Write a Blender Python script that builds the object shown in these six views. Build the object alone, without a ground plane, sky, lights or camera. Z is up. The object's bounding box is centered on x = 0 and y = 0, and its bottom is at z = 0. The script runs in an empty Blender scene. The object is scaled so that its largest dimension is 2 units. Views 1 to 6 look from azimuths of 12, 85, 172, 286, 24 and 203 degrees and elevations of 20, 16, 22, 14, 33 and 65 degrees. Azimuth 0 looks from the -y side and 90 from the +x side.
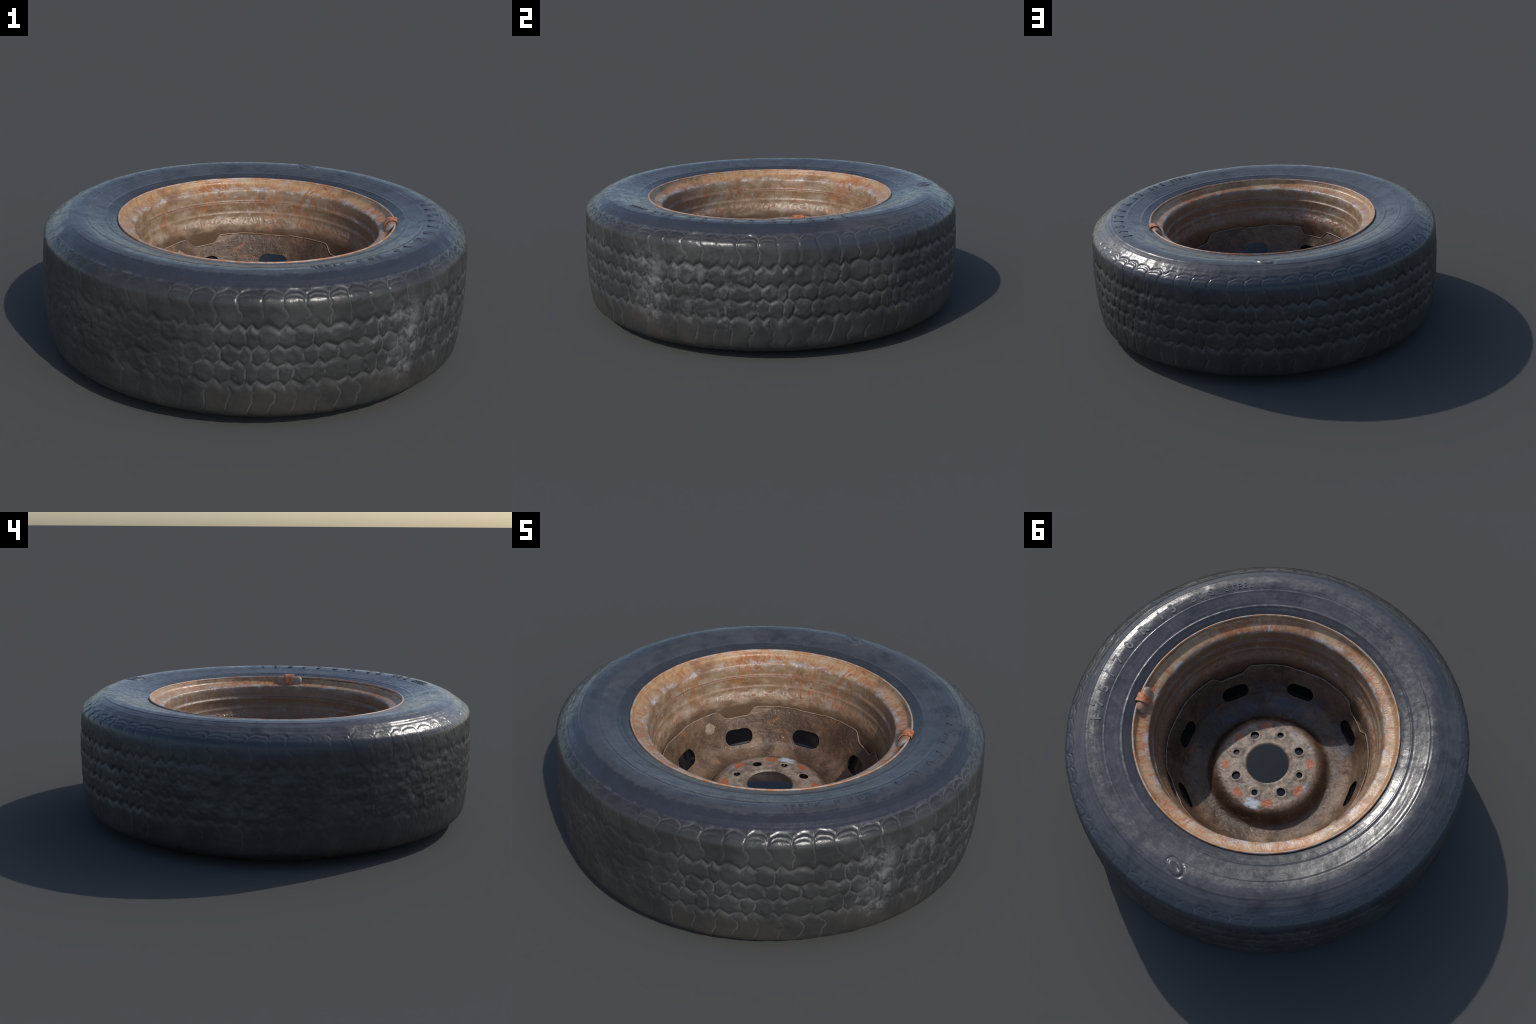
import bpy, bmesh, math
import numpy as np
from mathutils import Vector, Matrix

PI = math.pi
RNG = np.random.default_rng(7)

# ------------------------------------------------------------------ helpers
def hash3(ix, iy, iz, seed):
    h = (ix * 374761393 + iy * 668265263 + iz * 2147483647 + seed * 974634777) & 0xFFFFFFFF
    h = ((h ^ (h >> 13)) * 1274126177) & 0xFFFFFFFF
    h = ((h ^ (h >> 16)) * 2246822519) & 0xFFFFFFFF
    return ((h ^ (h >> 15)) & 0xFFFFFF) / float(0xFFFFFF)

def noise3(x, y, z, seed=0):
    """smooth value noise in -1..1, vectorised"""
    x, y, z = np.broadcast_arrays(x, y, z)
    fx, fy, fz = np.floor(x), np.floor(y), np.floor(z)
    ix, iy, iz = (a.astype(np.int64) + 5000 for a in (fx, fy, fz))
    tx, ty, tz = x - fx, y - fy, z - fz
    tx, ty, tz = (t * t * t * (t * (t * 6 - 15) + 10) for t in (tx, ty, tz))
    out = 0
    for dx in (0, 1):
        for dy in (0, 1):
            for dz in (0, 1):
                w = (tx if dx else 1 - tx) * (ty if dy else 1 - ty) * (tz if dz else 1 - tz)
                out = out + w * hash3(ix + dx, iy + dy, iz + dz, seed)
    return out * 2 - 1

def fbm(x, y, z, octaves=3, seed=0):
    out, a, f = 0, 1.0, 1.0
    for o in range(octaves):
        out = out + a * noise3(x * f, y * f, z * f, seed + o)
        a *= 0.5
        f *= 2.03
    return out

def smooth(a, b, x):
    t = np.clip((x - a) / (b - a), 0, 1)
    return t * t * (3 - 2 * t)

def catmull(points, step):
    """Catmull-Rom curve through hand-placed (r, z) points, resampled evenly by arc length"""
    P = np.array(points, float)
    P = np.vstack([2 * P[0] - P[1], P, 2 * P[-1] - P[-2]])
    fine = []
    for i in range(1, len(P) - 2):
        p0, p1, p2, p3 = P[i - 1:i + 3]
        t = np.linspace(0, 1, 40, endpoint=False)[:, None]
        fine.append(0.5 * (2 * p1 + (p2 - p0) * t + (2 * p0 - 5 * p1 + 4 * p2 - p3) * t ** 2
                           + (3 * p1 - p0 - 3 * p2 + p3) * t ** 3))
    fine.append(P[-2][None])
    fine = np.vstack(fine)
    s = np.r_[0, np.cumsum(np.hypot(*np.diff(fine, axis=0).T))]
    n = max(2, int(round(s[-1] / step)))
    q = np.linspace(0, s[-1], n + 1)
    return np.stack([np.interp(q, s, fine[:, 0]), np.interp(q, s, fine[:, 1])], 1), q

def grid_mesh(name, V, closed_u=True, closed_v=False, flip=False):
    """V: (rows, cols, 3) vertex grid -> mesh"""
    nv, nu = V.shape[:2]
    idx = np.arange(nv * nu).reshape(nv, nu)
    a = idx if closed_v else idx[:-1]
    b = np.roll(idx, -1, 0) if closed_v else idx[1:]
    if closed_u:
        q = np.stack([a, np.roll(a, -1, 1), np.roll(b, -1, 1), b], -1)
    else:
        q = np.stack([a[:, :-1], a[:, 1:], b[:, 1:], b[:, :-1]], -1)
    q = q.reshape(-1, 4)
    if flip:
        q = q[:, ::-1]
    me = bpy.data.meshes.new(name)
    me.vertices.add(nv * nu)
    me.vertices.foreach_set('co', V.reshape(-1).astype(np.float32))
    me.loops.add(q.size)
    me.loops.foreach_set('vertex_index', q.reshape(-1).astype(np.int32))
    me.polygons.add(len(q))
    me.polygons.foreach_set('loop_start', np.arange(0, q.size, 4, dtype=np.int32))
    me.update(calc_edges=True)
    me.polygons.foreach_set('use_smooth', np.ones(len(q), bool))
    return me

def revolve(name, prof, segs, closed=True):
    th = np.linspace(0, 2 * PI, segs, endpoint=False)
    P = np.asarray(prof)
    V = np.stack([P[:, 0:1] * np.cos(th), P[:, 0:1] * np.sin(th), np.repeat(P[:, 1:2], segs, 1)], -1)
    return grid_mesh(name, V, True, closed)

def add(name, me, parent, mat=None):
    ob = bpy.data.objects.new(name, me)
    bpy.context.scene.collection.objects.link(ob)
    ob.parent = parent
    if mat:
        me.materials.append(mat)
    return ob

def fix_normals(me):
    bm = bmesh.new(); bm.from_mesh(me)
    bmesh.ops.recalc_face_normals(bm, faces=bm.faces)
    bm.to_mesh(me); bm.free()

def smooth_by_angle(me, deg):
    me.polygons.foreach_set('use_smooth', np.ones(len(me.polygons), bool))
    bm = bmesh.new(); bm.from_mesh(me)
    for e in bm.edges:
        e.smooth = not (len(e.link_faces) == 2 and e.calc_face_angle(0) > math.radians(deg))
    bm.to_mesh(me); bm.free()

# ------------------------------------------------------------------ material kit
class Kit:
    def __init__(self, name):
        self.m = bpy.data.materials.new(name)
        self.m.use_nodes = True
        self.t = self.m.node_tree
        self.b = self.t.nodes['Principled BSDF']
        self.co = self.n('ShaderNodeTexCoord').outputs['Object']
        s = self.n('ShaderNodeSeparateXYZ'); self.l(self.co, s.inputs[0])
        self.x, self.y, self.z = s.outputs
        self.r = self.op('SQRT', self.op('ADD', self.op('MULTIPLY', self.x, self.x), self.op('MULTIPLY', self.y, self.y)))
        self.az = self.op('ARCTAN2', self.y, self.x)          # radians
    def n(self, kind): return self.t.nodes.new(kind)
    def l(self, a, b): self.t.links.new(a, b)
    def put(self, v, sock):
        if isinstance(v, (int, float)): sock.default_value = v
        elif isinstance(v, tuple): sock.default_value = (*v, 1.0) if len(v) == 3 and sock.type == 'RGBA' else v
        else: self.l(v, sock)
    def op(self, kind, a, b=None, c=None):
        m = self.n('ShaderNodeMath'); m.operation = kind
        self.put(a, m.inputs[0])
        if b is not None: self.put(b, m.inputs[1])
        if c is not None: self.put(c, m.inputs[2])
        return m.outputs[0]
    def step(self, v, a, b, lo=0.0, hi=1.0):
        m = self.n('ShaderNodeMapRange'); m.interpolation_type = 'SMOOTHSTEP'
        self.put(v, m.inputs['Value'])
        for k, q in zip(('From Min', 'From Max', 'To Min', 'To Max'), (a, b, lo, hi)):
            self.put(q, m.inputs[k])
        return m.outputs[0]
    def band(self, v, a, b, soft):
        return self.op('MULTIPLY', self.step(v, a - soft, a + soft), self.step(v, b - soft, b + soft, 1.0, 0.0))
    def noise(self, vec, scale, detail=4, rough=.55, dist=0.0):
        m = self.n('ShaderNodeTexNoise')
        self.l(vec, m.inputs['Vector'])
        m.inputs['Scale'].default_value = scale
        m.inputs['Detail'].default_value = detail
        m.inputs['Roughness'].default_value = rough
        m.inputs['Distortion'].default_value = dist
        return m.outputs[0]
    def polar(self, around, across, up=None):
        """coordinates stretched along the circle: (cos, sin)*around, radius*across + z*up"""
        c = self.op('MULTIPLY', self.op('COSINE', self.az), around)
        s = self.op('MULTIPLY', self.op('SINE', self.az), around)
        w = self.op('MULTIPLY', self.r, across)
        if up is not None:
            w = self.op('ADD', w, self.op('MULTIPLY', self.z, up))
        m = self.n('ShaderNodeCombineXYZ')
        self.l(c, m.inputs[0]); self.l(s, m.inputs[1]); self.l(w, m.inputs[2])
        return m.outputs[0]
    def mix(self, f, a, b):
        m = self.n('ShaderNodeMix'); m.data_type = 'RGBA'
        self.put(f, m.inputs[0]); self.put(a, m.inputs[6]); self.put(b, m.inputs[7])
        return m.outputs[2]
    def bump(self, h, strength, dist):
        m = self.n('ShaderNodeBump')
        m.inputs['Strength'].default_value = strength
        m.inputs['Distance'].default_value = dist
        self.l(h, m.inputs['Height'])
        if self.b.inputs['Normal'].is_linked:
            self.l(self.b.inputs['Normal'].links[0].from_socket, m.inputs['Normal'])
        self.l(m.outputs[0], self.b.inputs['Normal'])
    def done(self, col, rough, spec=.5, metal=0.0):
        self.put(col, self.b.inputs['Base Color'])
        self.put(rough, self.b.inputs['Roughness'])
        self.b.inputs['Specular IOR Level'].default_value = spec
        self.put(metal, self.b.inputs['Metallic'])
        return self.m
    def pointy(self):
        return self.n('ShaderNodeNewGeometry').outputs['Pointiness']
    def azmask(self, deg0, deg1, soft):
        """1 between two azimuths (degrees, deg1 > deg0), wraps round"""
        mid, half = math.radians((deg0 + deg1) / 2), math.radians((deg1 - deg0) / 2)
        d = self.op('ARCCOSINE', self.op('MULTIPLY', self.op('COSINE', self.op('SUBTRACT', self.az, mid)), .99999))
        return self.step(d, half - math.radians(soft), half + math.radians(soft), 1.0, 0.0)

def mul(k, *a):
    o = a[0]
    for b in a[1:]: o = k.op('MULTIPLY', o, b)
    return o

def sidewall_colour(k):
    fine = k.noise(k.co, 60, 6, .65)
    blot = k.noise(k.co, 5.5, 5, .6)
    streak = k.noise(k.polar(6, 60), 1.0, 5, .6)
    radial = k.noise(k.polar(22, 6), 1.0, 5, .7)
    # jagged outer border of the dusty lettering band
    jag = k.op('ADD', k.r, k.op('MULTIPLY', k.op('SUBTRACT', radial, .5), .05))
    dusty = k.band(jag, .700, .866, .006)
    col = k.mix(k.step(blot, .35, .65), (.038, .039, .043), (.054, .055, .059))
    col = k.mix(k.op('MULTIPLY', dusty, k.step(blot, .3, .7, .3, .7)), col, (.078, .078, .082))
    col = k.mix(mul(k, k.band(k.r, .64, .700, .004), .75), col, (.033, .034, .038))
    # pale scuffed shoulder ring; clean dark ring on the front half
    ring = k.band(k.r, .872, .945, .008)
    col = k.mix(k.op('MULTIPLY', ring, k.step(streak, .35, .65, .35, .85)), col, (.078, .078, .085))
    hair = k.noise(k.polar(5, 170), 1.0, 4, .7)
    col = k.mix(k.step(hair, .56, .70, 0, .55), col, (.10, .10, .108))
    col = k.mix(k.step(hair, .44, .30, 0, .5), col, (.030, .031, .037))
    clean = mul(k, k.band(jag, .868, .935, .006), k.azmask(-150, 14, 7))
    col = k.mix(k.op('MULTIPLY', clean, .92), col, (.030, .033, .043))
    smear = mul(k, k.band(k.r, .79, .862, .015), k.azmask(150, 225, 18), k.step(blot, .42, .6))
    col = k.mix(k.op('MULTIPLY', smear, .75), col, (.034, .037, .046))
    scuff = mul(k, k.step(fine, .55, .72), k.step(blot, .46, .62), k.band(k.r, .72, .87, .02))
    col = k.mix(k.op('MULTIPLY', scuff, .8), col, (.15, .148, .145))
    col = k.mix(k.step(k.noise(k.polar(9, 14), 1.0, 5, .6), .48, .68, 0, .65), col, (.028, .029, .033))
    return col, fine, blot, streak, hair

def make_sidewall_material():
    k = Kit('weathered_sidewall_rubber')
    col, fine, blot, streak, hair = sidewall_colour(k)
    k.bump(hair, .10, .003)
    k.bump(k.noise(k.co, 90, 4, .65), .20, .002)
    k.bump(k.noise(k.co, 20, 4, .6), .08, .003)
    rough = k.step(k.noise(k.co, 26, 7, .8), .38, .64, .16, .38)
    return k.done(col, rough, .5)

def make_lettering_material():
    k = Kit('lettering_rubber')
    f = k.noise(k.co, 40, 5, .6)
    col = k.mix(k.step(f, .35, .65), (.036, .038, .046), (.075, .076, .086))
    k.bump(f, .3, .002)
    return k.done(col, .42, .5)

def make_tread_material():
    k = Kit('worn_tread_rubber')
    blot = k.noise(k.co, 6, 5, .6)
    fine = k.noise(k.co, 55, 5, .65)
    vert = k.noise(k.polar(30, 0, 3), 1.0, 5, .7)
    col = k.mix(k.step(blot, .35, .68), (.026, .026, .026), (.043, .043, .042))
    # brown earth low on the front
    col = k.mix(mul(k, k.band(k.z, .02, .20, .05), k.azmask(-110, -20, 20), k.step(blot, .42, .6), .5), col, (.045, .037, .029))
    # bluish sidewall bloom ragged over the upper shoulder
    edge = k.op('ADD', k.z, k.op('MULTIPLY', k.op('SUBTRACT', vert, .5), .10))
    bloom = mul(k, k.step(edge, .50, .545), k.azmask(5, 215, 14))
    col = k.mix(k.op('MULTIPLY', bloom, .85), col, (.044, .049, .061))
    # grey dust lying in the grooves
    p = k.step(k.pointy(), .499, .472)
    col = k.mix(k.op('MULTIPLY', p, k.step(blot, .3, .62, .15, .80)), col, (.105, .100, .100))
    # scuffed dusty strips
    rub = k.noise(k.co, 16, 7, .75, .4)
    d = k.op('MULTIPLY', k.azmask(-43.5, -36, 3.0), k.step(k.op('ADD', k.op('MULTIPLY', vert, .35), rub), .60, .80))
    d2 = k.op('MULTIPLY', k.azmask(-33, 0, 6), k.step(k.op('ADD', k.op('MULTIPLY', vert, .35), rub), .68, .84, 0, .6))
    zz = k.band(k.z, .17, .50, .05)
    col = k.mix(mul(k, k.op('MAXIMUM', d, d2), zz, .75), col, (.15, .15, .155))
    k.bump(k.noise(k.co, 45, 5, .6), .3, .004)
    k.bump(fine, .2, .002)
    rough = k.step(k.z, .50, .575, .50, .27)
    return k.done(col, rough, .45)

def make_liner_material():
    k = Kit('inner_liner_rubber')
    f = k.noise(k.co, 20, 4)
    return k.done(k.mix(f, (.02, .02, .022), (.035, .035, .037)), .7, .3)

def make_rim_material():
    k = Kit('rusty_painted_steel')
    streak = k.noise(k.polar(38, 8, 8), 1.0, 6, .7)
    wide = k.noise(k.polar(7, 22, 22), 1.0, 5, .6)
    grain = k.noise(k.co, 70, 5, .65)
    # aged cream-grey paint
    col = k.mix(k.step(wide, .35, .66), (.235, .145, .078), (.345, .245, .160))
    # ochre stain on the flange
    fl = k.step(k.z, .545, .566)
    col = k.mix(k.op('MULTIPLY', fl, k.step(streak, .35, .65, .35, .95)), col, (.47, .275, .130))
    pit = k.noise(k.polar(75, 26, 26), 1.0, 6, .75)
    col = k.mix(k.step(pit, .56, .70, 0, .65), col, (.16, .095, .055))
    col = k.mix(k.step(pit, .42, .30, 0, .35), col, (.44, .37, .30))
    # bluish-white patches along the bend below the flange
    bend_pale = mul(k, k.band(k.z, .545, .562, .008), k.step(k.noise(k.polar(9, 30, 14), 1.0, 6, .72), .48, .60))
    col = k.mix(k.op('MULTIPLY', bend_pale, .85), col, (.50, .51, .54))
    fleck2 = mul(k, k.band(k.z, .38, .53, .02), k.step(k.noise(k.polar(16, 20, 20), 1.0, 6, .7), .60, .66))
    col = k.mix(k.op('MULTIPLY', fleck2, .7), col, (.42, .43, .47))
    stain = k.noise(k.co, 5.5, 6, .7, .6)
    col = k.mix(k.step(stain, .50, .66, 0, .75), col, (.17, .082, .040))
    col = k.mix(k.step(stain, .47, .33, 0, .6), col, (.37, .325, .28))
    # rust grows heavier towards +x / -y
    heavy = k.azmask(-120, 60, 40)
    spot = k.noise(k.polar(26, 16, 16), 1.0, 9, .78, .5)
    big = k.noise(k.co, 4.0, 4, .6)
    m = k.op('ADD', spot, k.op('MULTIPLY', k.op('SUBTRACT', big, .5), .5))
    m = k.op('ADD', m, k.op('MULTIPLY', heavy, .03))
    m = k.op('ADD', m, k.op('MULTIPLY', k.band(k.z, .556, .578, .008), .05))
    rust = k.mix(k.noise(k.co, 60, 5, .7), (.21, .062, .02), (.50, .20, .075))
    col = k.mix(k.step(m, .55, .66), col, rust)
    blob = k.op('ADD', k.noise(k.co, 15, 7, .7), k.op('MULTIPLY', k.op('SUBTRACT', big, .5), .3))
    col = k.mix(k.step(blob, .645, .70, 0, .9), col, (.17, .065, .022))
    # brown road grime in the deep well
    grime = k.step(k.op('ADD', k.z, k.op('MULTIPLY', k.op('SUBTRACT', wide, .5), .12)), .335, .405, 1.0, 0.0)
    col = k.mix(k.op('MULTIPLY', grime, .9), col, (.105, .063, .038))
    hv = mul(k, heavy, k.step(k.z, .545, .565, 1.0, 0.0), k.step(wide, .34, .58, .25, 1.0), .75)
    col = k.mix(hv, col, (.165, .078, .042))
    ridge = mul(k, k.op('MAXIMUM', k.band(k.z, .482, .505, .006), k.band(k.z, .385, .405, .008)), k.step(spot, .50, .60), .85)
    col = k.mix(ridge, col, (.26, .085, .03))
    crease = mul(k, k.band(k.z, .4925, .4975, .0015), k.step(wide, .35, .6), .7)
    col = k.mix(crease, col, (.09, .05, .03))
    k.bump(wide, .12, .004)
    k.bump(k.op('ADD', pit, grain), .40, .003)
    rough = k.step(k.noise(k.co, 20, 5, .7), .38, .62, .15, .45)
    return k.done(col, rough, .5)

def make_lip_material():
    k = Kit('bright_rusty_lip')
    f = k.noise(k.co, 28, 6, .7)
    col = k.mix(k.step(f, .40, .58), (.40, .34, .29), (.44, .19, .075))
    k.bump(f, .4, .002)
    return k.done(col, .4, .5)

def make_disc_material():
    k = Kit('grimy_rusted_disc_steel')
    grain = k.noise(k.co, 48, 6, .7)
    blot = k.noise(k.co, 7, 6, .65)
    streak = k.noise(k.polar(6, 40, 20), 1.0, 5, .6)
    col = k.mix(k.step(blot, .33, .66), (.115, .066, .039), (.215, .138, .088))
    # darker brown ring in the trough round the hub
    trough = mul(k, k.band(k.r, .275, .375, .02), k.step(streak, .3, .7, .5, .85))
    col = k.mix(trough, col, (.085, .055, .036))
    # darker soaked stretch of the flank and rough pale scale elsewhere
    soak = mul(k, k.azmask(-60, 95, 25), k.step(k.op('ADD', k.z, k.op('MULTIPLY', k.op('SUBTRACT', blot, .5), .2)), .19, .27), .8)
    col = k.mix(soak, col, (.085, .050, .030))
    scale = k.noise(k.polar(20, 30, 30), 1.0, 8, .78)
    col = k.mix(k.step(scale, .55, .68, 0, .7), col, (.31, .205, .13))
    col = k.mix(k.step(scale, .45, .33, 0, .65), col, (.075, .047, .032))
    film = k.noise(k.co, 3.6, 5, .65, .5)
    col = k.mix(k.step(film, .48, .62, 0, .8), col, (.062, .035, .021))
    ru = k.noise(k.co, 8, 8, .75, .6)
    col = k.mix(k.step(ru, .57, .66, 0, .75), col, (.30, .115, .042))
    chip = k.noise(k.co, 11, 7, .75, .8)
    col = k.mix(k.step(chip, .62, .68, 0, .75), col, (.23, .22, .215))
    # slate: bluish grey tone on one side of the disc
    bluish_patch = mul(k, k.azmask(-170, -20, 25), k.band(k.r, .34, .47, .02), k.step(k.noise(k.co, 9, 5, .65), .44, .60), .75)
    col = k.mix(bluish_patch, col, (.095, .10, .125))
    # gritty ochre specks
    col = k.mix(k.op('MULTIPLY', k.step(k.noise(k.co, 90, 4, .7), .60, .70), k.step(blot, .40, .6, .1, .8)), col, (.42, .27, .14))
    # paler scraped mounting face
    face = mul(k, k.step(k.op('ADD', k.r, k.op('MULTIPLY', k.op('SUBTRACT', blot, .5), .05)), .235, .262, 1.0, 0.0), .9)
    facec = k.mix(k.step(k.noise(k.co, 22, 6, .7), .36, .62), (.185, .135, .10), (.37, .285, .215))
    facec = k.mix(k.step(k.noise(k.co, 15, 6, .68), .53, .64, 0, .8), facec, (.095, .08, .075))
    col = k.mix(face, col, facec)
    # bare pale-blue scrapes
    col = k.mix(mul(k, k.azmask(84, 101, 4), k.band(k.r, .212, .262, .008), k.step(grain, .3, .5)), col, (.48, .52, .58))
    for a0, a1, r0, r1 in ((-124, -103, .20, .235), (160, 172, .225, .255), (-140, -131, .21, .25)):
        col = k.mix(mul(k, k.azmask(a0, a1, 4), k.band(k.r, r0, r1, .012), k.step(grain, .42, .56), .7), col, (.42, .44, .48))
    return k, col, grain, blot

def finish_disc_material():
    k, col, grain, blot = make_disc_material()
    # distance to the centre of the nearest dab, dabs sit at 22.5 + 45 i degrees, r = .222
    ph = k.op('MULTIPLY', k.op('SUBTRACT', k.az, PI / 8), 8 / (2 * PI))
    fr = k.op('SUBTRACT', ph, k.op('ROUND', ph))
    du = k.op('MULTIPLY', fr, 2 * PI / 8 * .222)
    dv = k.op('MULTIPLY', k.op('SUBTRACT', k.r, .222), 1.55)
    dd = k.op('SQRT', k.op('ADD', k.op('MULTIPLY', du, du), k.op('MULTIPLY', dv, dv)))
    dd = k.op('ADD', dd, k.op('MULTIPLY', k.op('SUBTRACT', k.noise(k.co, 34, 7, .75), .5), .065))
    wear = k.step(k.azmask(-125, -100, 6), 0, 1, 1.0, .25)
    dab = k.op('MULTIPLY', k.step(dd, .027, .034, 1.0, 0.0), wear)
    dabc = k.mix(k.noise(k.co, 70, 4, .7), (.30, .075, .032), (.52, .17, .075))
    col = k.mix(dab, col, dabc)
    k.bump(k.noise(k.co, 30, 3), .6, .008)
    k.bump(grain, .8, .006)
    rough = k.step(k.noise(k.co, 24, 6, .75), .40, .60, .08, .42)
    return k.done(col, rough, .5)

def make_black_material():
    k = Kit('glossy_black_paint')
    return k.done((.006, .006, .007), .06, .6)

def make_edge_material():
    k = Kit('painted_edge_highlight')
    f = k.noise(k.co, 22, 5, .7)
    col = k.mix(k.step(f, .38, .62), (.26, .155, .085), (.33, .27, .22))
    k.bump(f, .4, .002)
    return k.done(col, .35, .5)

def make_lead_material():
    k = Kit('dull_lead')
    f = k.noise(k.co, 45, 5, .6)
    rustf = k.noise(k.co, 22, 6, .7)
    col = k.mix(f, (.18, .165, .155), (.31, .285, .26))
    col = k.mix(k.step(rustf, .42, .58, 0, .85), col, (.33, .14, .06))
    k.bump(f, .3, .003)
    return k.done(col, .45, .5)

def make_clip_material():
    k = Kit('rusted_clip_steel')
    f = k.noise(k.co, 60, 6, .7)
    col = k.mix(k.step(f, .35, .62), (.28, .075, .03), (.58, .21, .085))
    k.bump(f, .5, .003)
    return k.done(col, .55, .4)

def make_mud_material():
    k = Kit('dry_mud')
    f = k.noise(k.co, 60, 5, .7)
    col = k.mix(f, (.20, .15, .105), (.36, .28, .20))
    k.bump(f, .5, .004)
    return k.done(col, .6, .4)

# ------------------------------------------------------------------ the thing
wheel = bpy.data.objects.new('car_wheel', None)
bpy.context.scene.collection.objects.link(wheel)
wheel['label'] = 'worn car tyre on a rusty steel wheel lying flat'
wheel['category'] = 'car wheel'

# ------------------------------------------------------------------ tyre
ZC = 0.319
upper = [(.646, .5910), (.662, .6000), (.70, .6092), (.74, .6170), (.785, .6275), (.835, .6342), (.865, .6312),
         (.898, .6203), (.920, .6080), (.942, .5938), (.965, .5775), (.978, .5680), (.9838, .5620), (.9858, .552), (.9880, .525),
         (.9920, .48), (.9955, .42), (.9970, .37)]
lower_half = [(.9975, ZC), (.9965, .25), (.9935, .185), (.9885, .135), (.9840, .100), (.9815, .083), (.9790, .0755), (.972, .068), (.945, .047),
              (.905, .030), (.87, .014), (.835, .004), (.80, .0015), (.74, .012), (.70, .022), (.662, .034), (.646, .046)]
outer = upper + lower_half
STEP = .0042
SEG = 2048
prof, s = catmull(outer, STEP)
tan = np.gradient(prof, axis=0); tan /= np.linalg.norm(tan, axis=1)[:, None]
nor = np.stack([-tan[:, 1], tan[:, 0]], 1)                # profile runs top -> bottom; outward side
nor *= np.sign((nor * (prof - np.array([.80, ZC]))).sum(1))[:, None]
ic = np.argmin(abs(prof[:, 1] - .336) + 10 * (prof[:, 0] < .9))
t = (s[ic] - s)[:, None]                                   # arc height above tread centre line, + is up
TH = np.linspace(0, 2 * PI, SEG, endpoint=False)[None, :]
Rr, Zz = prof[:, 0:1], prof[:, 1:2]
cx, sy = np.cos(TH), np.sin(TH)

def tri(u):                                                # triangle wave, +1 at whole numbers
    f = u - np.floor(u)
    a = 4 * np.abs(f - .5) - 1
    return .62 * a + .38 * np.sin(a * PI / 2)

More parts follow.
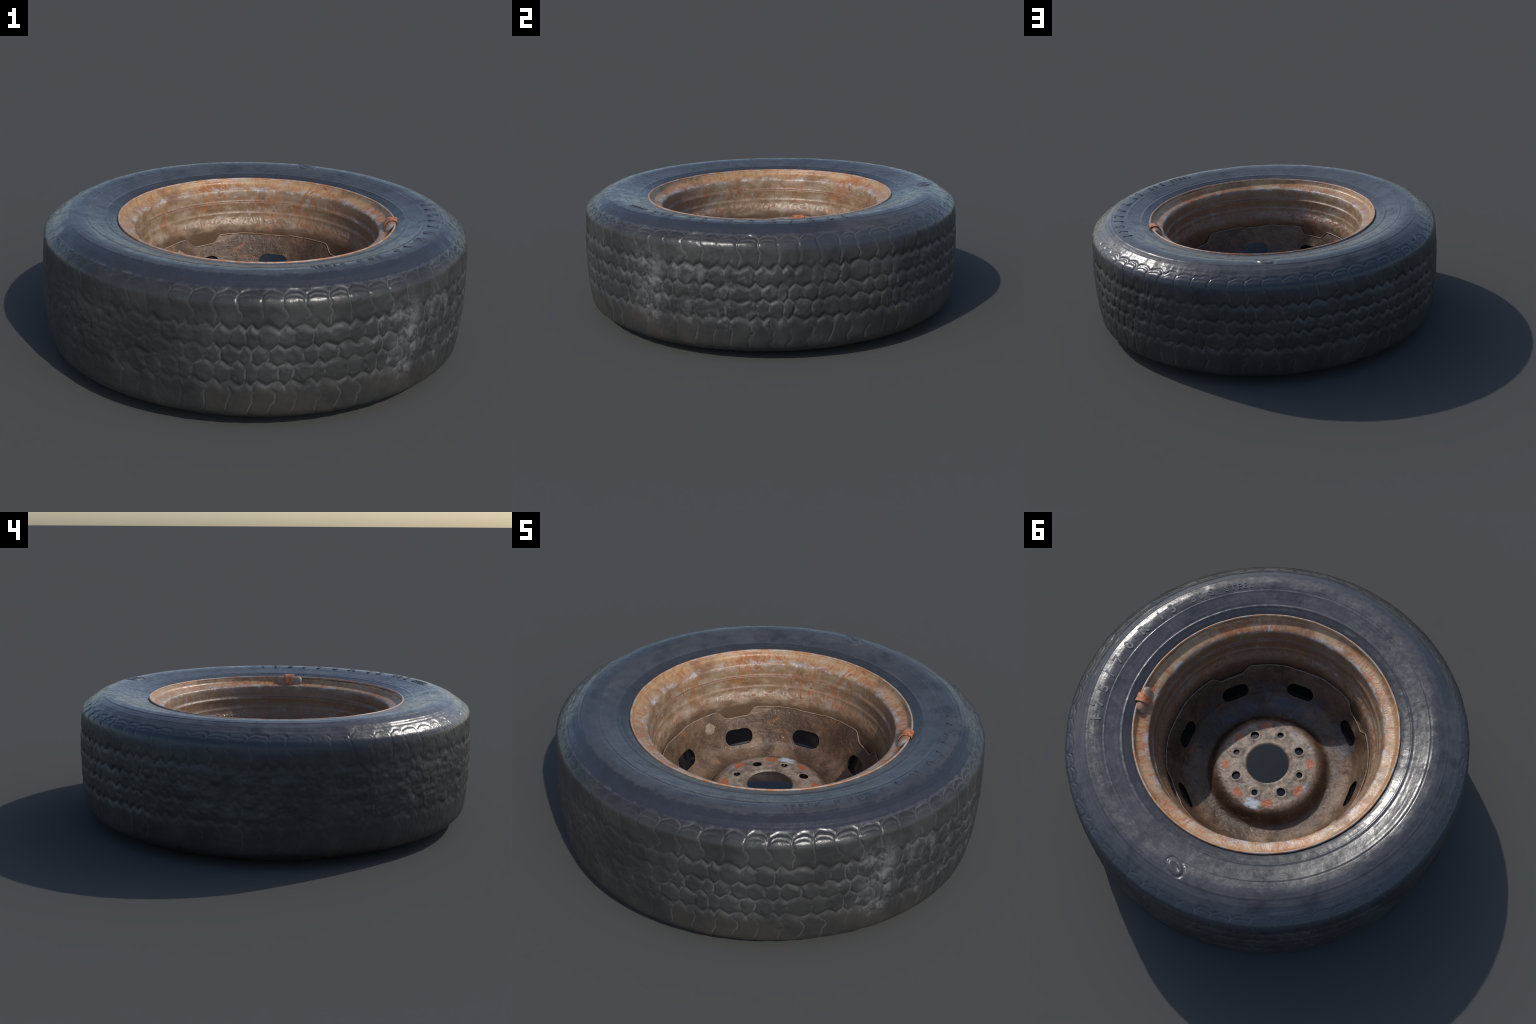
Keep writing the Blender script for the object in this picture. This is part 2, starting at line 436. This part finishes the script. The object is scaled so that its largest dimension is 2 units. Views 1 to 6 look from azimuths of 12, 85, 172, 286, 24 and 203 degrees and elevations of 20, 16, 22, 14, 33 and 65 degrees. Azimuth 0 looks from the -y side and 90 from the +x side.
def tread_relief():
    wear = smooth(1.35, .55, np.abs(((TH - math.radians(212)) + PI) % (2 * PI) - PI))   # worn lumpy stretch
    nz = fbm(cx * 16, sy * 16, Zz * 18, 3, 11)
    wob = fbm(cx * 26, sy * 26, Zz * 26, 2, 31)
    # honeycomb rows: zigzag grooves nest into each other
    warp = TH + .011 * np.sin(9 * TH) + .006 * np.sin(23 * TH + 1) + .0062 * np.sin(46 * TH + .7)
    u = warp * 92 / (2 * PI) + .10 * wob
    A = .0105
    zg = [.119, .036, -.034, -.119]
    sg = [1, -1, 1, -1]
    lines = [z + sgn * A * tri(u) + .0042 * wob for z, sgn in zip(zg, sg)]
    g = np.zeros(np.broadcast(t, TH).shape)
    for c, d0, w0 in zip(lines, (1.0, .85, .85, 1.0), (.0130, .0108, .0108, .0130)):
        d = (t - c) * .86
        g = np.maximum(g, d0 * np.exp(-(d / w0) ** 2))
    pitch = 2 * PI / 92
    for row, (hi, lo, ph, dep) in enumerate(((0, 1, .5, .75), (1, 2, 0.0, .9), (2, 3, .5, .75))):
        ff = u - ph; d = (ff - np.round(ff)) * pitch
        keep = .35 + .65 * smooth(-.25, .25, noise3(np.round(ff) * 1.7, np.full_like(ff, row * 9.1), np.zeros_like(ff), 5))
        inside = smooth(0, .004, lines[hi] - t) * smooth(0, .004, t - lines[lo])
        g = np.maximum(g, dep * keep * inside * np.exp(-(d / .0082) ** 2))
        # curly notch in the two outer rows
        if row != 1:
            ff2 = u - ph - .27; d2 = (ff2 - np.round(ff2)) * pitch + .10 * (t - (lines[hi] + lines[lo]) / 2)
            half = smooth(0, .02, (t - (lines[hi] + lines[lo]) / 2) * (1 if row == 0 else -1))
            g = np.maximum(g, .40 * keep * inside * half * np.exp(-(d2 / .0065) ** 2))
    # shoulder blocks, upper and lower
    warp2 = TH + .006 * np.sin(7 * TH + 2) + .004 * np.sin(19 * TH)
    for sgn, off, edge, top in ((1, 0.0, .119, .279), (-1, .43, .119, .300)):
        tt = t * sgn
        x = (tt - edge) / (top - edge)
        kink = .10 * tri((x * 1.25) + .10) + .12 * wob
        v = warp2 * 68 / (2 * PI) + off + kink * smooth(-.05, .1, x)
        f = v - np.round(v)
        zone = smooth(edge - .004, edge + .012, tt)
        arch = top - .020 * (2 * np.abs(f)) ** 2.6 + .006 * wob
        below = smooth(.004, -.004, tt - arch)
        fb = v - .5; fb = fb - np.round(fb)
        lat = np.exp(-(fb * .0924 / .0068) ** 2) * zone * below * (.55 + .45 * smooth(.25, .6, np.abs(x - .45)))
        vary = .66 + .34 * smooth(-.5, .5, noise3(cx * 7, sy * 7, 0 * cx + sgn, 91))
        g = np.maximum(g, .85 * lat * vary)
        # rounded head of each block, doubled by an inner arc
        g = np.maximum(g, .62 * vary * np.exp(-((tt - arch) / .0075) ** 2))
        g = np.maximum(g, .36 * vary * np.exp(-((tt - arch + .024 + .004 * wob) / .006) ** 2) * smooth(.46, .36, np.abs(f)))
        g = np.maximum(g, .16 * (1 - vary) * np.exp(-((tt - arch - .022 + .012 * np.abs(f)) / .006) ** 2))
    on = smooth(-.335, -.315, t) * smooth(.335, .315, t)
    mid = smooth(.16, .09, np.abs(t))
    g = g * (.76 + .24 * smooth(-.45, .35, fbm(cx * 9, sy * 9, Zz * 11, 3, 101)))
    h = -.0080 * g * (1 - wear * (.45 + .33 * mid)) * (.85 + .3 * nz)
    h += .0009 * mid * (1 - .5 * wear) * fbm(cx * 30, sy * 30, Zz * 30, 2, 63)
    lump = fbm(cx * 20 + .3 * wob, sy * 20, Zz * 30, 3, 51)
    h += wear * mid * .0022 * lump + (1 - wear) * mid * .0010 * lump + .0012 * nz
    return h * on

def ring_relief():
    """moulded circles on both sidewalls plus shallow unevenness"""
    side = smooth(.955, .935, Rr)
    h = 0
    for r0, a, w in ((.700, .0022, .004), (.712, -.0012, .003), (.785, .0016, .003), (.791, -.0012, .003),
                     (.872, .0018, .004), (.880, -.001, .003), (.907, .0014, .003), (.926, -.0010, .004)):
        h = h + a * np.exp(-((Rr - r0) / w) ** 2)
    h = h + .0008 * fbm(cx * 9, sy * 9, Rr * 14, 3, 71) + .0004 * fbm(cx * 3, sy * 3, Rr * 90, 2, 81)
    return h * side * smooth(.655, .67, Rr)

H = tread_relief() + ring_relief()
# an oval moulded blister and the dent beside it on the upper sidewall
da = ((TH - math.radians(82.6) + PI) % (2 * PI) - PI) * Rr
upperside = (Zz > .5) & (Rr < .95)
qa, qb = da * .85 + (Rr - .828) * .5, (Rr - .828) * .85 - da * .5
e = np.sqrt((qa / .046) ** 2 + (qb / .030) ** 2)
H = H + upperside * (.005 * smooth(1.05, .70, e) - .008 * np.exp(-(((qa - .005) / .034) ** 2 + ((qb + .004) / .013) ** 2))
                     - .003 * np.exp(-((e - 1.15) / .12) ** 2))
RAD = Rr + nor[:, 0:1] * H
HGT = Zz + nor[:, 1:2] * H
HGT = np.maximum(HGT, 0.0)
OVAL = 1 - .0035 * smooth(.70, .95, Rr)                    # the casing has sagged a little out of round
V = np.stack([RAD * cx * 1.0005, RAD * sy * OVAL, HGT], -1)

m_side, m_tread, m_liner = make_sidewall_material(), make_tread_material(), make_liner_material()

# carcass: bead and inner liner (the hidden inside of the casing)
liner = [(.646, .5900), (.656, .580), (.648, .562), (.615, .548), (.588, .538), (.580, .512), (.610, .515), (.66, .560), (.75, .585),
         (.85, .598), (.92, .575), (.955, .52), (.965, .42), (.966, ZC)]
liner = liner + [(r, 2 * ZC - z) for r, z in liner[::-1][1:]]
lp, _ = catmull(liner, .015)
lp[0], lp[-1] = prof[0], prof[-1]
tyre = add('tyre', revolve('tyre', lp, 256, False), wheel, m_liner)
fix_normals(tyre.data)

# whole casing normals, so that the pieces join without a seam
# (taken over a slightly rounder section, as rubber shades softly over the shoulder edge)
kw = np.exp(-np.linspace(-2.5, 2.5, 23) ** 2 / 2); kw /= kw.sum()
soft = np.stack([np.convolve(np.pad(prof[:, i], 11, 'reflect', reflect_type='odd'), kw, 'valid') for i in (0, 1)], 1)
ts = np.gradient(soft, axis=0); ts /= np.linalg.norm(ts, axis=1)[:, None]
ns = np.stack([-ts[:, 1], ts[:, 0]], 1); ns *= np.sign((ns * nor).sum(1))[:, None]
RS, ZS = soft[:, 0:1] + ns[:, 0:1] * H, soft[:, 1:2] + ns[:, 1:2] * H
full = grid_mesh('casing', np.stack([RS * cx, RS * sy, ZS], -1))
full.update()
VN = np.empty(len(full.vertices) * 3, np.float32)
full.vertex_normals.foreach_get('vector', VN)
VN = VN.reshape(V.shape)
probe = VN[ic, 0]
flip = bool(probe[0] < 0)
if flip:
    VN = -VN
bpy.data.meshes.remove(full)
i0 = int(np.argmax(prof[:, 0] > .938)); i1 = len(prof) - 1 - int(np.argmax(prof[::-1, 0] > .938))
def casing_piece(name, a, b, mat):
    me = grid_mesh(name, V[a:b + 1], flip=flip)
    me.normals_split_custom_set_from_vertices(VN[a:b + 1].reshape(-1, 3).tolist())
    return add(name, me, tyre, mat)
casing_piece('sidewall', 0, i0, m_side)
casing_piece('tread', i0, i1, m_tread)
casing_piece('sidewall', i1, len(prof) - 1, m_side)

# lettering, moulded one character at a time, heads outwards, read clockwise
m_let = make_lettering_material()
def sidewall_z(r):
    up = prof[:np.argmax(prof[:, 0] > .97)]
    return np.interp(r, up[:, 0], up[:, 1])
glyphs = {}
def letter(ch, az, r_base, height):
    if ch not in glyphs:
        cu = bpy.data.curves.new('letter', 'FONT')
        cu.body = ch; cu.align_x = 'CENTER'; cu.size = 1.0
        cu.extrude = .03; cu.bevel_depth = .012; cu.bevel_resolution = 1; cu.offset = .012
        tmp = bpy.data.objects.new('letter', cu)
        me = bpy.data.meshes.new_from_object(tmp)
        bpy.data.objects.remove(tmp); bpy.data.curves.remove(cu)
        me.materials.append(m_let)
        glyphs[ch] = me
    a = math.radians(az)
    rad, tg = Vector((math.cos(a), math.sin(a), 0)), Vector((math.sin(a), -math.cos(a), 0))
    z0, z1 = sidewall_z(r_base), sidewall_z(r_base + height)
    yv = (rad * height + Vector((0, 0, z1 - z0))).normalized()
    nv = tg.cross(yv).normalized()
    k = height / .70
    ob = bpy.data.objects.new('letter', glyphs[ch])
    bpy.context.scene.collection.objects.link(ob)
    M = Matrix((tg, yv, nv)).transposed().to_4x4() @ Matrix.Diagonal((k * 1.05, k, k * .80, 1))
    M.translation = rad * r_base + Vector((0, 0, z0 + .0012))
    ob.matrix_world = M
    ob.parent = tyre
for ch, az in (('1', 19.6), ('7', 13.9), ('5', 7.9), ('/', 1.9), ('7', -4.2), ('0', -10.9), ('R', -18.5), ('1', -26.6), ('3', -31.8)):
    letter(ch, az, .806, .050)
for ch, az in (('8', -40.0), ('0', -43.0), ('S', -47.1)):
    letter(ch, az, .806, .037)
for ch, az in zip('STEEL', (-52.8, -55.1, -57.3, -59.5, -61.6)):
    letter(ch, az, .806, .030)

# ------------------------------------------------------------------ steel rim
m_rim, m_lip = make_rim_material(), make_lip_material()
inner_top = [(.646, .5985), (.6405, .590), (.6365, .579), (.627, .570), (.605, .564), (.589, .5595), (.578, .5535),
             (.5735, .542), (.5700, .520), (.5680, .504), (.5645, .4965), (.5590, .4935), (.5575, .486), (.5575, .470), (.5555, .447), (.5505, .436), (.5495, .428), (.546, .413),
             (.534, .392), (.5255, .370), (.520, .335), (.516, .26), (.517, .19), (.524, .150), (.545, .120),
             (.557, .105), (.562, .085), (.575, .070), (.61, .062), (.636, .052), (.646, .038)]
ip, _ = catmull(inner_top, .003)
d = np.gradient(ip, axis=0); d /= np.linalg.norm(d, axis=1)[:, None]
op_ = ip + .010 * np.stack([-d[:, 1], d[:, 0]], 1)        # outer skin, hidden behind the bead
op_[:, 0] = np.minimum(op_[:, 0], .651)
rp = np.vstack([ip, op_[::-1]])
th = np.linspace(0, 2 * PI, 1024, endpoint=False)[None, :]
dent = .0012 * fbm(np.cos(th) * 5, np.sin(th) * 5, rp[:, 1:2] * 14, 3, 5)
scab = np.exp(-((rp[:, 1:2] - .402) / .018) ** 2) * np.clip(fbm(np.cos(th) * 34, np.sin(th) * 34, rp[:, 1:2] * 70, 3, 25), -.2, 1.2)
rr = rp[:, 0:1] + dent - .0030 * scab
RV = np.stack([rr * np.cos(th), rr * np.sin(th), np.repeat(rp[:, 1:2], 1024, 1)], -1)
barrel = add('rim', grid_mesh('rim', RV, True, True), wheel, m_rim)
fix_normals(barrel.data)

# rolled lip along the top edge (and the hidden one below)
def lip(z, up):
    n = 18
    ph = np.linspace(0, 2 * PI, n, endpoint=False)
    base = np.stack([.6475 + .0052 * np.cos(ph), z + .0058 * np.sin(ph)], 1)
    tt = np.linspace(0, 2 * PI, 720, endpoint=False)[None, :]
    wav = .0007 * fbm(np.cos(tt) * 9, np.sin(tt) * 9, tt * 0, 2, 3)
    r = base[:, 0:1] + wav
    me = grid_mesh('rim_lip', np.stack([r * np.cos(tt), r * np.sin(tt), base[:, 1:2] + wav], -1), True, True)
    fix_normals(me)
    return add('rim_lip', me, barrel, m_lip)
lip(.5965, True)
lip(.0405, False)

# ------------------------------------------------------------------ wheel disc
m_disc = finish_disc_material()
disc_top = [(.108, .186), (.112, .195), (.121, .2005), (.132, .1975), (.16, .197), (.190, .194), (.222, .190),
            (.245, .188), (.263, .184), (.279, .173), (.294, .151), (.308, .126), (.325, .111), (.355, .110),
            (.385, .120), (.408, .129), (.424, .138), (.438, .150), (.449, .165), (.470, .212), (.489, .262),
            (.503, .300), (.5165, .333)]
dp, _ = catmull(disc_top, .006)
SEGD = 480
td = np.linspace(0, 2 * PI, SEGD, endpoint=False)[None, :]
tan_d = np.gradient(dp, axis=0); tan_d /= np.linalg.norm(tan_d, axis=1)[:, None]
THK = .016
lower = dp + THK * np.stack([tan_d[:, 1], -tan_d[:, 0]], 1)
cp = np.vstack([dp, lower[::-1]])
R2, Z2 = np.repeat(cp[:, 0:1], SEGD, 1), np.repeat(cp[:, 1:2], SEGD, 1)
# scalloped upper edge: a dip above every other slot
dphi = np.abs(((td - PI / 4 + PI / 4) % (PI / 2)) - PI / 4)
dip = smooth(math.radians(12.5), math.radians(6.0), dphi)
k_up = smooth(.21, .333, Z2)
cut = .043 * dip * k_up
small = np.abs(((td + PI / 4) % (PI / 2)) - PI / 4)
cut = cut + .008 * smooth(math.radians(12), math.radians(4), small) * k_up
Z2 = Z2 - cut
R2 = R2 - .30 * cut
# pressed ribs between the slots and a general hammered unevenness
rib = np.abs(((td - PI / 8 + PI / 8) % (PI / 4)) - PI / 8)
press = .006 * smooth(.09, .02, rib) * np.exp(-((R2 - .412) / .022) ** 2)
Z2 = Z2 + press + .0012 * fbm(R2 * np.cos(td) * 14, R2 * np.sin(td) * 14, Z2 * 14, 3, 15)
# raised seats round the bolt holes
for i in range(8):
    a = i * PI / 4
    dd = np.hypot(R2 * np.cos(td) - .178 * math.cos(a), R2 * np.sin(td) - .178 * math.sin(a))
    Z2 = Z2 + np.where(R2 < .25, .0035 * np.exp(-((dd - .028) / .007) ** 2), 0)
DV = np.stack([R2 * np.cos(td), R2 * np.sin(td), Z2], -1)
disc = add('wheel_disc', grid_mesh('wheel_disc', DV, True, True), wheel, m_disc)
fix_normals(disc.data)

cut_bm = bmesh.new()
def prism(outline, M, depth):
    lo = [cut_bm.verts.new(M @ Vector((x, y, -depth))) for x, y in outline]
    hi = [cut_bm.verts.new(M @ Vector((x, y, depth))) for x, y in outline]
    n = len(outline)
    cut_bm.faces.new(lo[::-1]); cut_bm.faces.new(hi)
    for i in range(n):
        cut_bm.faces.new((lo[i], lo[(i + 1) % n], hi[(i + 1) % n], hi[i]))
def obround(hl, hh, n=9):
    pts = []
    for i in range(n):
        a = -PI / 2 + PI * i / (n - 1); pts.append((hl - hh * .9 + hh * .9 * math.cos(a), hh * math.sin(a)))
    for i in range(n):
        a = PI / 2 + PI * i / (n - 1); pts.append((-hl + hh * .9 + hh * .9 * math.cos(a), hh * math.sin(a)))
    return pts
fl = Vector((.031, 0, .085)).normalized()
for i in range(8):
    a = i * PI / 4
    rad, tg, up = Vector((math.cos(a), math.sin(a), 0)), Vector((-math.sin(a), math.cos(a), 0)), Vector((0, 0, 1))
    slope = rad * fl.x + up * fl.z
    nrm = tg.cross(slope)
    M = Matrix((tg, slope, nrm)).transposed().to_4x4()
    M.translation = rad * .463 + up * .193
    prism(obround(.075, .042), M, .05)
    # bolt holes: large on the diagonals, small on the axes
    rh = .0225 if i % 2 else .0165
    M = Matrix.Translation(rad * .178 + up * .19)
    prism([(rh * math.cos(2 * PI * j / 20), rh * math.sin(2 * PI * j / 20)) for j in range(20)], M, .06)
bmesh.ops.recalc_face_normals(cut_bm, faces=cut_bm.faces)
cme = bpy.data.meshes.new('hole_cutter'); cut_bm.to_mesh(cme); cut_bm.free()
m_black = make_black_material()
cme.materials.append(m_black)
cutter = bpy.data.objects.new('hole_cutter', cme)
bpy.context.scene.collection.objects.link(cutter)
mod = disc.modifiers.new('holes', 'BOOLEAN')
mod.object = cutter; mod.operation = 'DIFFERENCE'; mod.solver = 'EXACT'; mod.material_mode = 'TRANSFER'
dg = bpy.context.evaluated_depsgraph_get()
newme = bpy.data.meshes.new_from_object(disc.evaluated_get(dg))
disc.modifiers.clear()
old = disc.data; disc.data = newme; newme.name = 'wheel_disc'
bpy.data.meshes.remove(old)
bpy.data.objects.remove(cutter); bpy.data.meshes.remove(cme)
smooth_by_angle(disc.data, 38)

# black backing plate close behind the disc: it closes the hub bore, bolt holes and slots
bk = dp + .0125 * np.stack([tan_d[:, 1], -tan_d[:, 0]], 1)
bk = bk[(bk[:, 0] > .124) & (dp[:, 0] < .492)]
add('backing_plate', revolve('backing_plate', bk, 192, False), wheel, m_black)
bm = bmesh.new()
bmesh.ops.create_circle(bm, cap_ends=True, radius=.1115, segments=64, matrix=Matrix.Translation((0, 0, .191)))
cap_me = bpy.data.meshes.new('bore_cover'); bm.to_mesh(cap_me); bm.free()
add('bore_cover', cap_me, wheel, m_black)

# thin pale tube modelled as the bright highlight on the scalloped edge of the disc
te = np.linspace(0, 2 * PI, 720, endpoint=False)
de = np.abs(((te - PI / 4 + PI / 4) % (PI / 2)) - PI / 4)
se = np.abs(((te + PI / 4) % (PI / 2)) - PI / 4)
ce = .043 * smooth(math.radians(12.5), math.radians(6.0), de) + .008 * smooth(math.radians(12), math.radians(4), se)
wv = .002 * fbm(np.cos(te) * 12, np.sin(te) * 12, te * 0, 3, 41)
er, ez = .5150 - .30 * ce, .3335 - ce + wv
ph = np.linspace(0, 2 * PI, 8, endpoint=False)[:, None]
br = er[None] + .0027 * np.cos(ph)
bead = grid_mesh('disc_edge_highlight', np.stack([br * np.cos(te)[None], br * np.sin(te)[None], ez[None] + .0027 * np.sin(ph)], -1), True, True)
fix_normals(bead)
add('disc_edge_highlight', bead, disc, make_edge_material())

OFF = Vector((.0055, -.0035, 0))                            # the rim sits a few millimetres off the casing's centre
# ------------------------------------------------------------------ balance weight on the lip
m_lead, m_clip, m_mud = make_lead_material(), make_clip_material(), make_mud_material()
na, nc = 60, 28
aa = np.linspace(0, 1, na)
az = np.radians(.6 + 13.2 * aa)
endr = np.clip(1 - np.abs(2 * aa - 1) ** 7, 0, 1) ** .5
endr[0] = endr[-1] = .02
ph = np.linspace(0, 2 * PI, nc, endpoint=False)
ca, sa = np.cos(ph), np.sin(ph)
px = np.sign(ca) * np.abs(ca) ** .75 * .019
pz = np.sign(sa) * np.abs(sa) ** .75 * .026
lr = .6235 + px[None, :] * endr[:, None] - .10 * pz[None, :] * 0
lz = .5795 + pz[None, :] * endr[:, None]
lr = lr + .45 * (lz - .5795)
W = np.stack([lr * np.cos(az)[:, None], lr * np.sin(az)[:, None], lz], -1)
W += .0008 * fbm(W[..., 0] * 40, W[..., 1] * 40, W[..., 2] * 40, 2, 9)[..., None]
lead = add('balance_weight', grid_mesh('balance_weight', W, True, False), wheel, m_lead)
bm = bmesh.new(); bm.from_mesh(lead.data)
bmesh.ops.holes_fill(bm, edges=[ed for ed in bm.edges if ed.is_boundary])
bmesh.ops.recalc_face_normals(bm, faces=bm.faces); bm.to_mesh(lead.data); bm.free()

cpath = [(.607, .550), (.600, .564), (.602, .584), (.613, .603), (.630, .6105), (.646, .6110), (.6575, .6075), (.6600, .597)]
cpp, _ = catmull(cpath, .004)
ct = np.gradient(cpp, axis=0); ct /= np.linalg.norm(ct, axis=1)[:, None]
cn = np.stack([-ct[:, 1], ct[:, 0]], 1)
loop = np.vstack([cpp + .002 * cn, (cpp - .002 * cn)[::-1]])
az = np.radians(np.linspace(5.2, 9.4, 14))
C = np.stack([loop[None, :, 0] * np.cos(az)[:, None], loop[None, :, 0] * np.sin(az)[:, None], np.repeat(loop[None, :, 1], 14, 0)], -1)
C += .0012 * fbm(C[..., 0] * 60, C[..., 1] * 60, C[..., 2] * 60, 2, 19)[..., None]
clip = add('clip', grid_mesh('clip', C, True, False), lead, m_clip)
bm = bmesh.new(); bm.from_mesh(clip.data)
bmesh.ops.holes_fill(bm, edges=[ed for ed in bm.edges if ed.is_boundary])
bmesh.ops.recalc_face_normals(bm, faces=bm.faces); bm.to_mesh(clip.data); bm.free()
smooth_by_angle(clip.data, 45)

# a dried clod stuck to the disc flank
bm = bmesh.new(); bmesh.ops.create_icosphere(bm, subdivisions=5, radius=1)
co = np.array([v.co for v in bm.verts])
n = fbm(co[:, 0] * 2.2, co[:, 1] * 2.2, co[:, 2] * 2.2, 4, 29)
a = math.radians(153.5)
rad, tg, up = np.array((math.cos(a), math.sin(a), 0)), np.array((-math.sin(a), math.cos(a), 0)), np.array((0, 0, 1.))
slope = rad * fl.x + up * fl.z
nrm = np.cross(slope, tg); nrm = nrm if nrm @ rad < 0 else -nrm
c0 = rad * .492 + up * .268
sc = (1 + .22 * n)[:, None]
pos = c0 + co[:, 0:1] * sc * tg * .030 + co[:, 1:2] * sc * slope * .028 + co[:, 2:3] * sc * nrm * .0075
for v, p in zip(bm.verts, pos): v.co = p
for f in bm.faces: f.smooth = True
me = bpy.data.meshes.new('mud_clod'); bm.to_mesh(me); bm.free()
add('mud_clod', me, wheel, m_mud)

for ob in wheel.children:
    if ob in (disc,) or ob.name.startswith(('backing', 'bore', 'mud')):
        ob.location += Vector((.0035, .0015, 0))            # the pressed disc is welded in slightly askew
    elif ob != tyre:
        ob.location += OFF
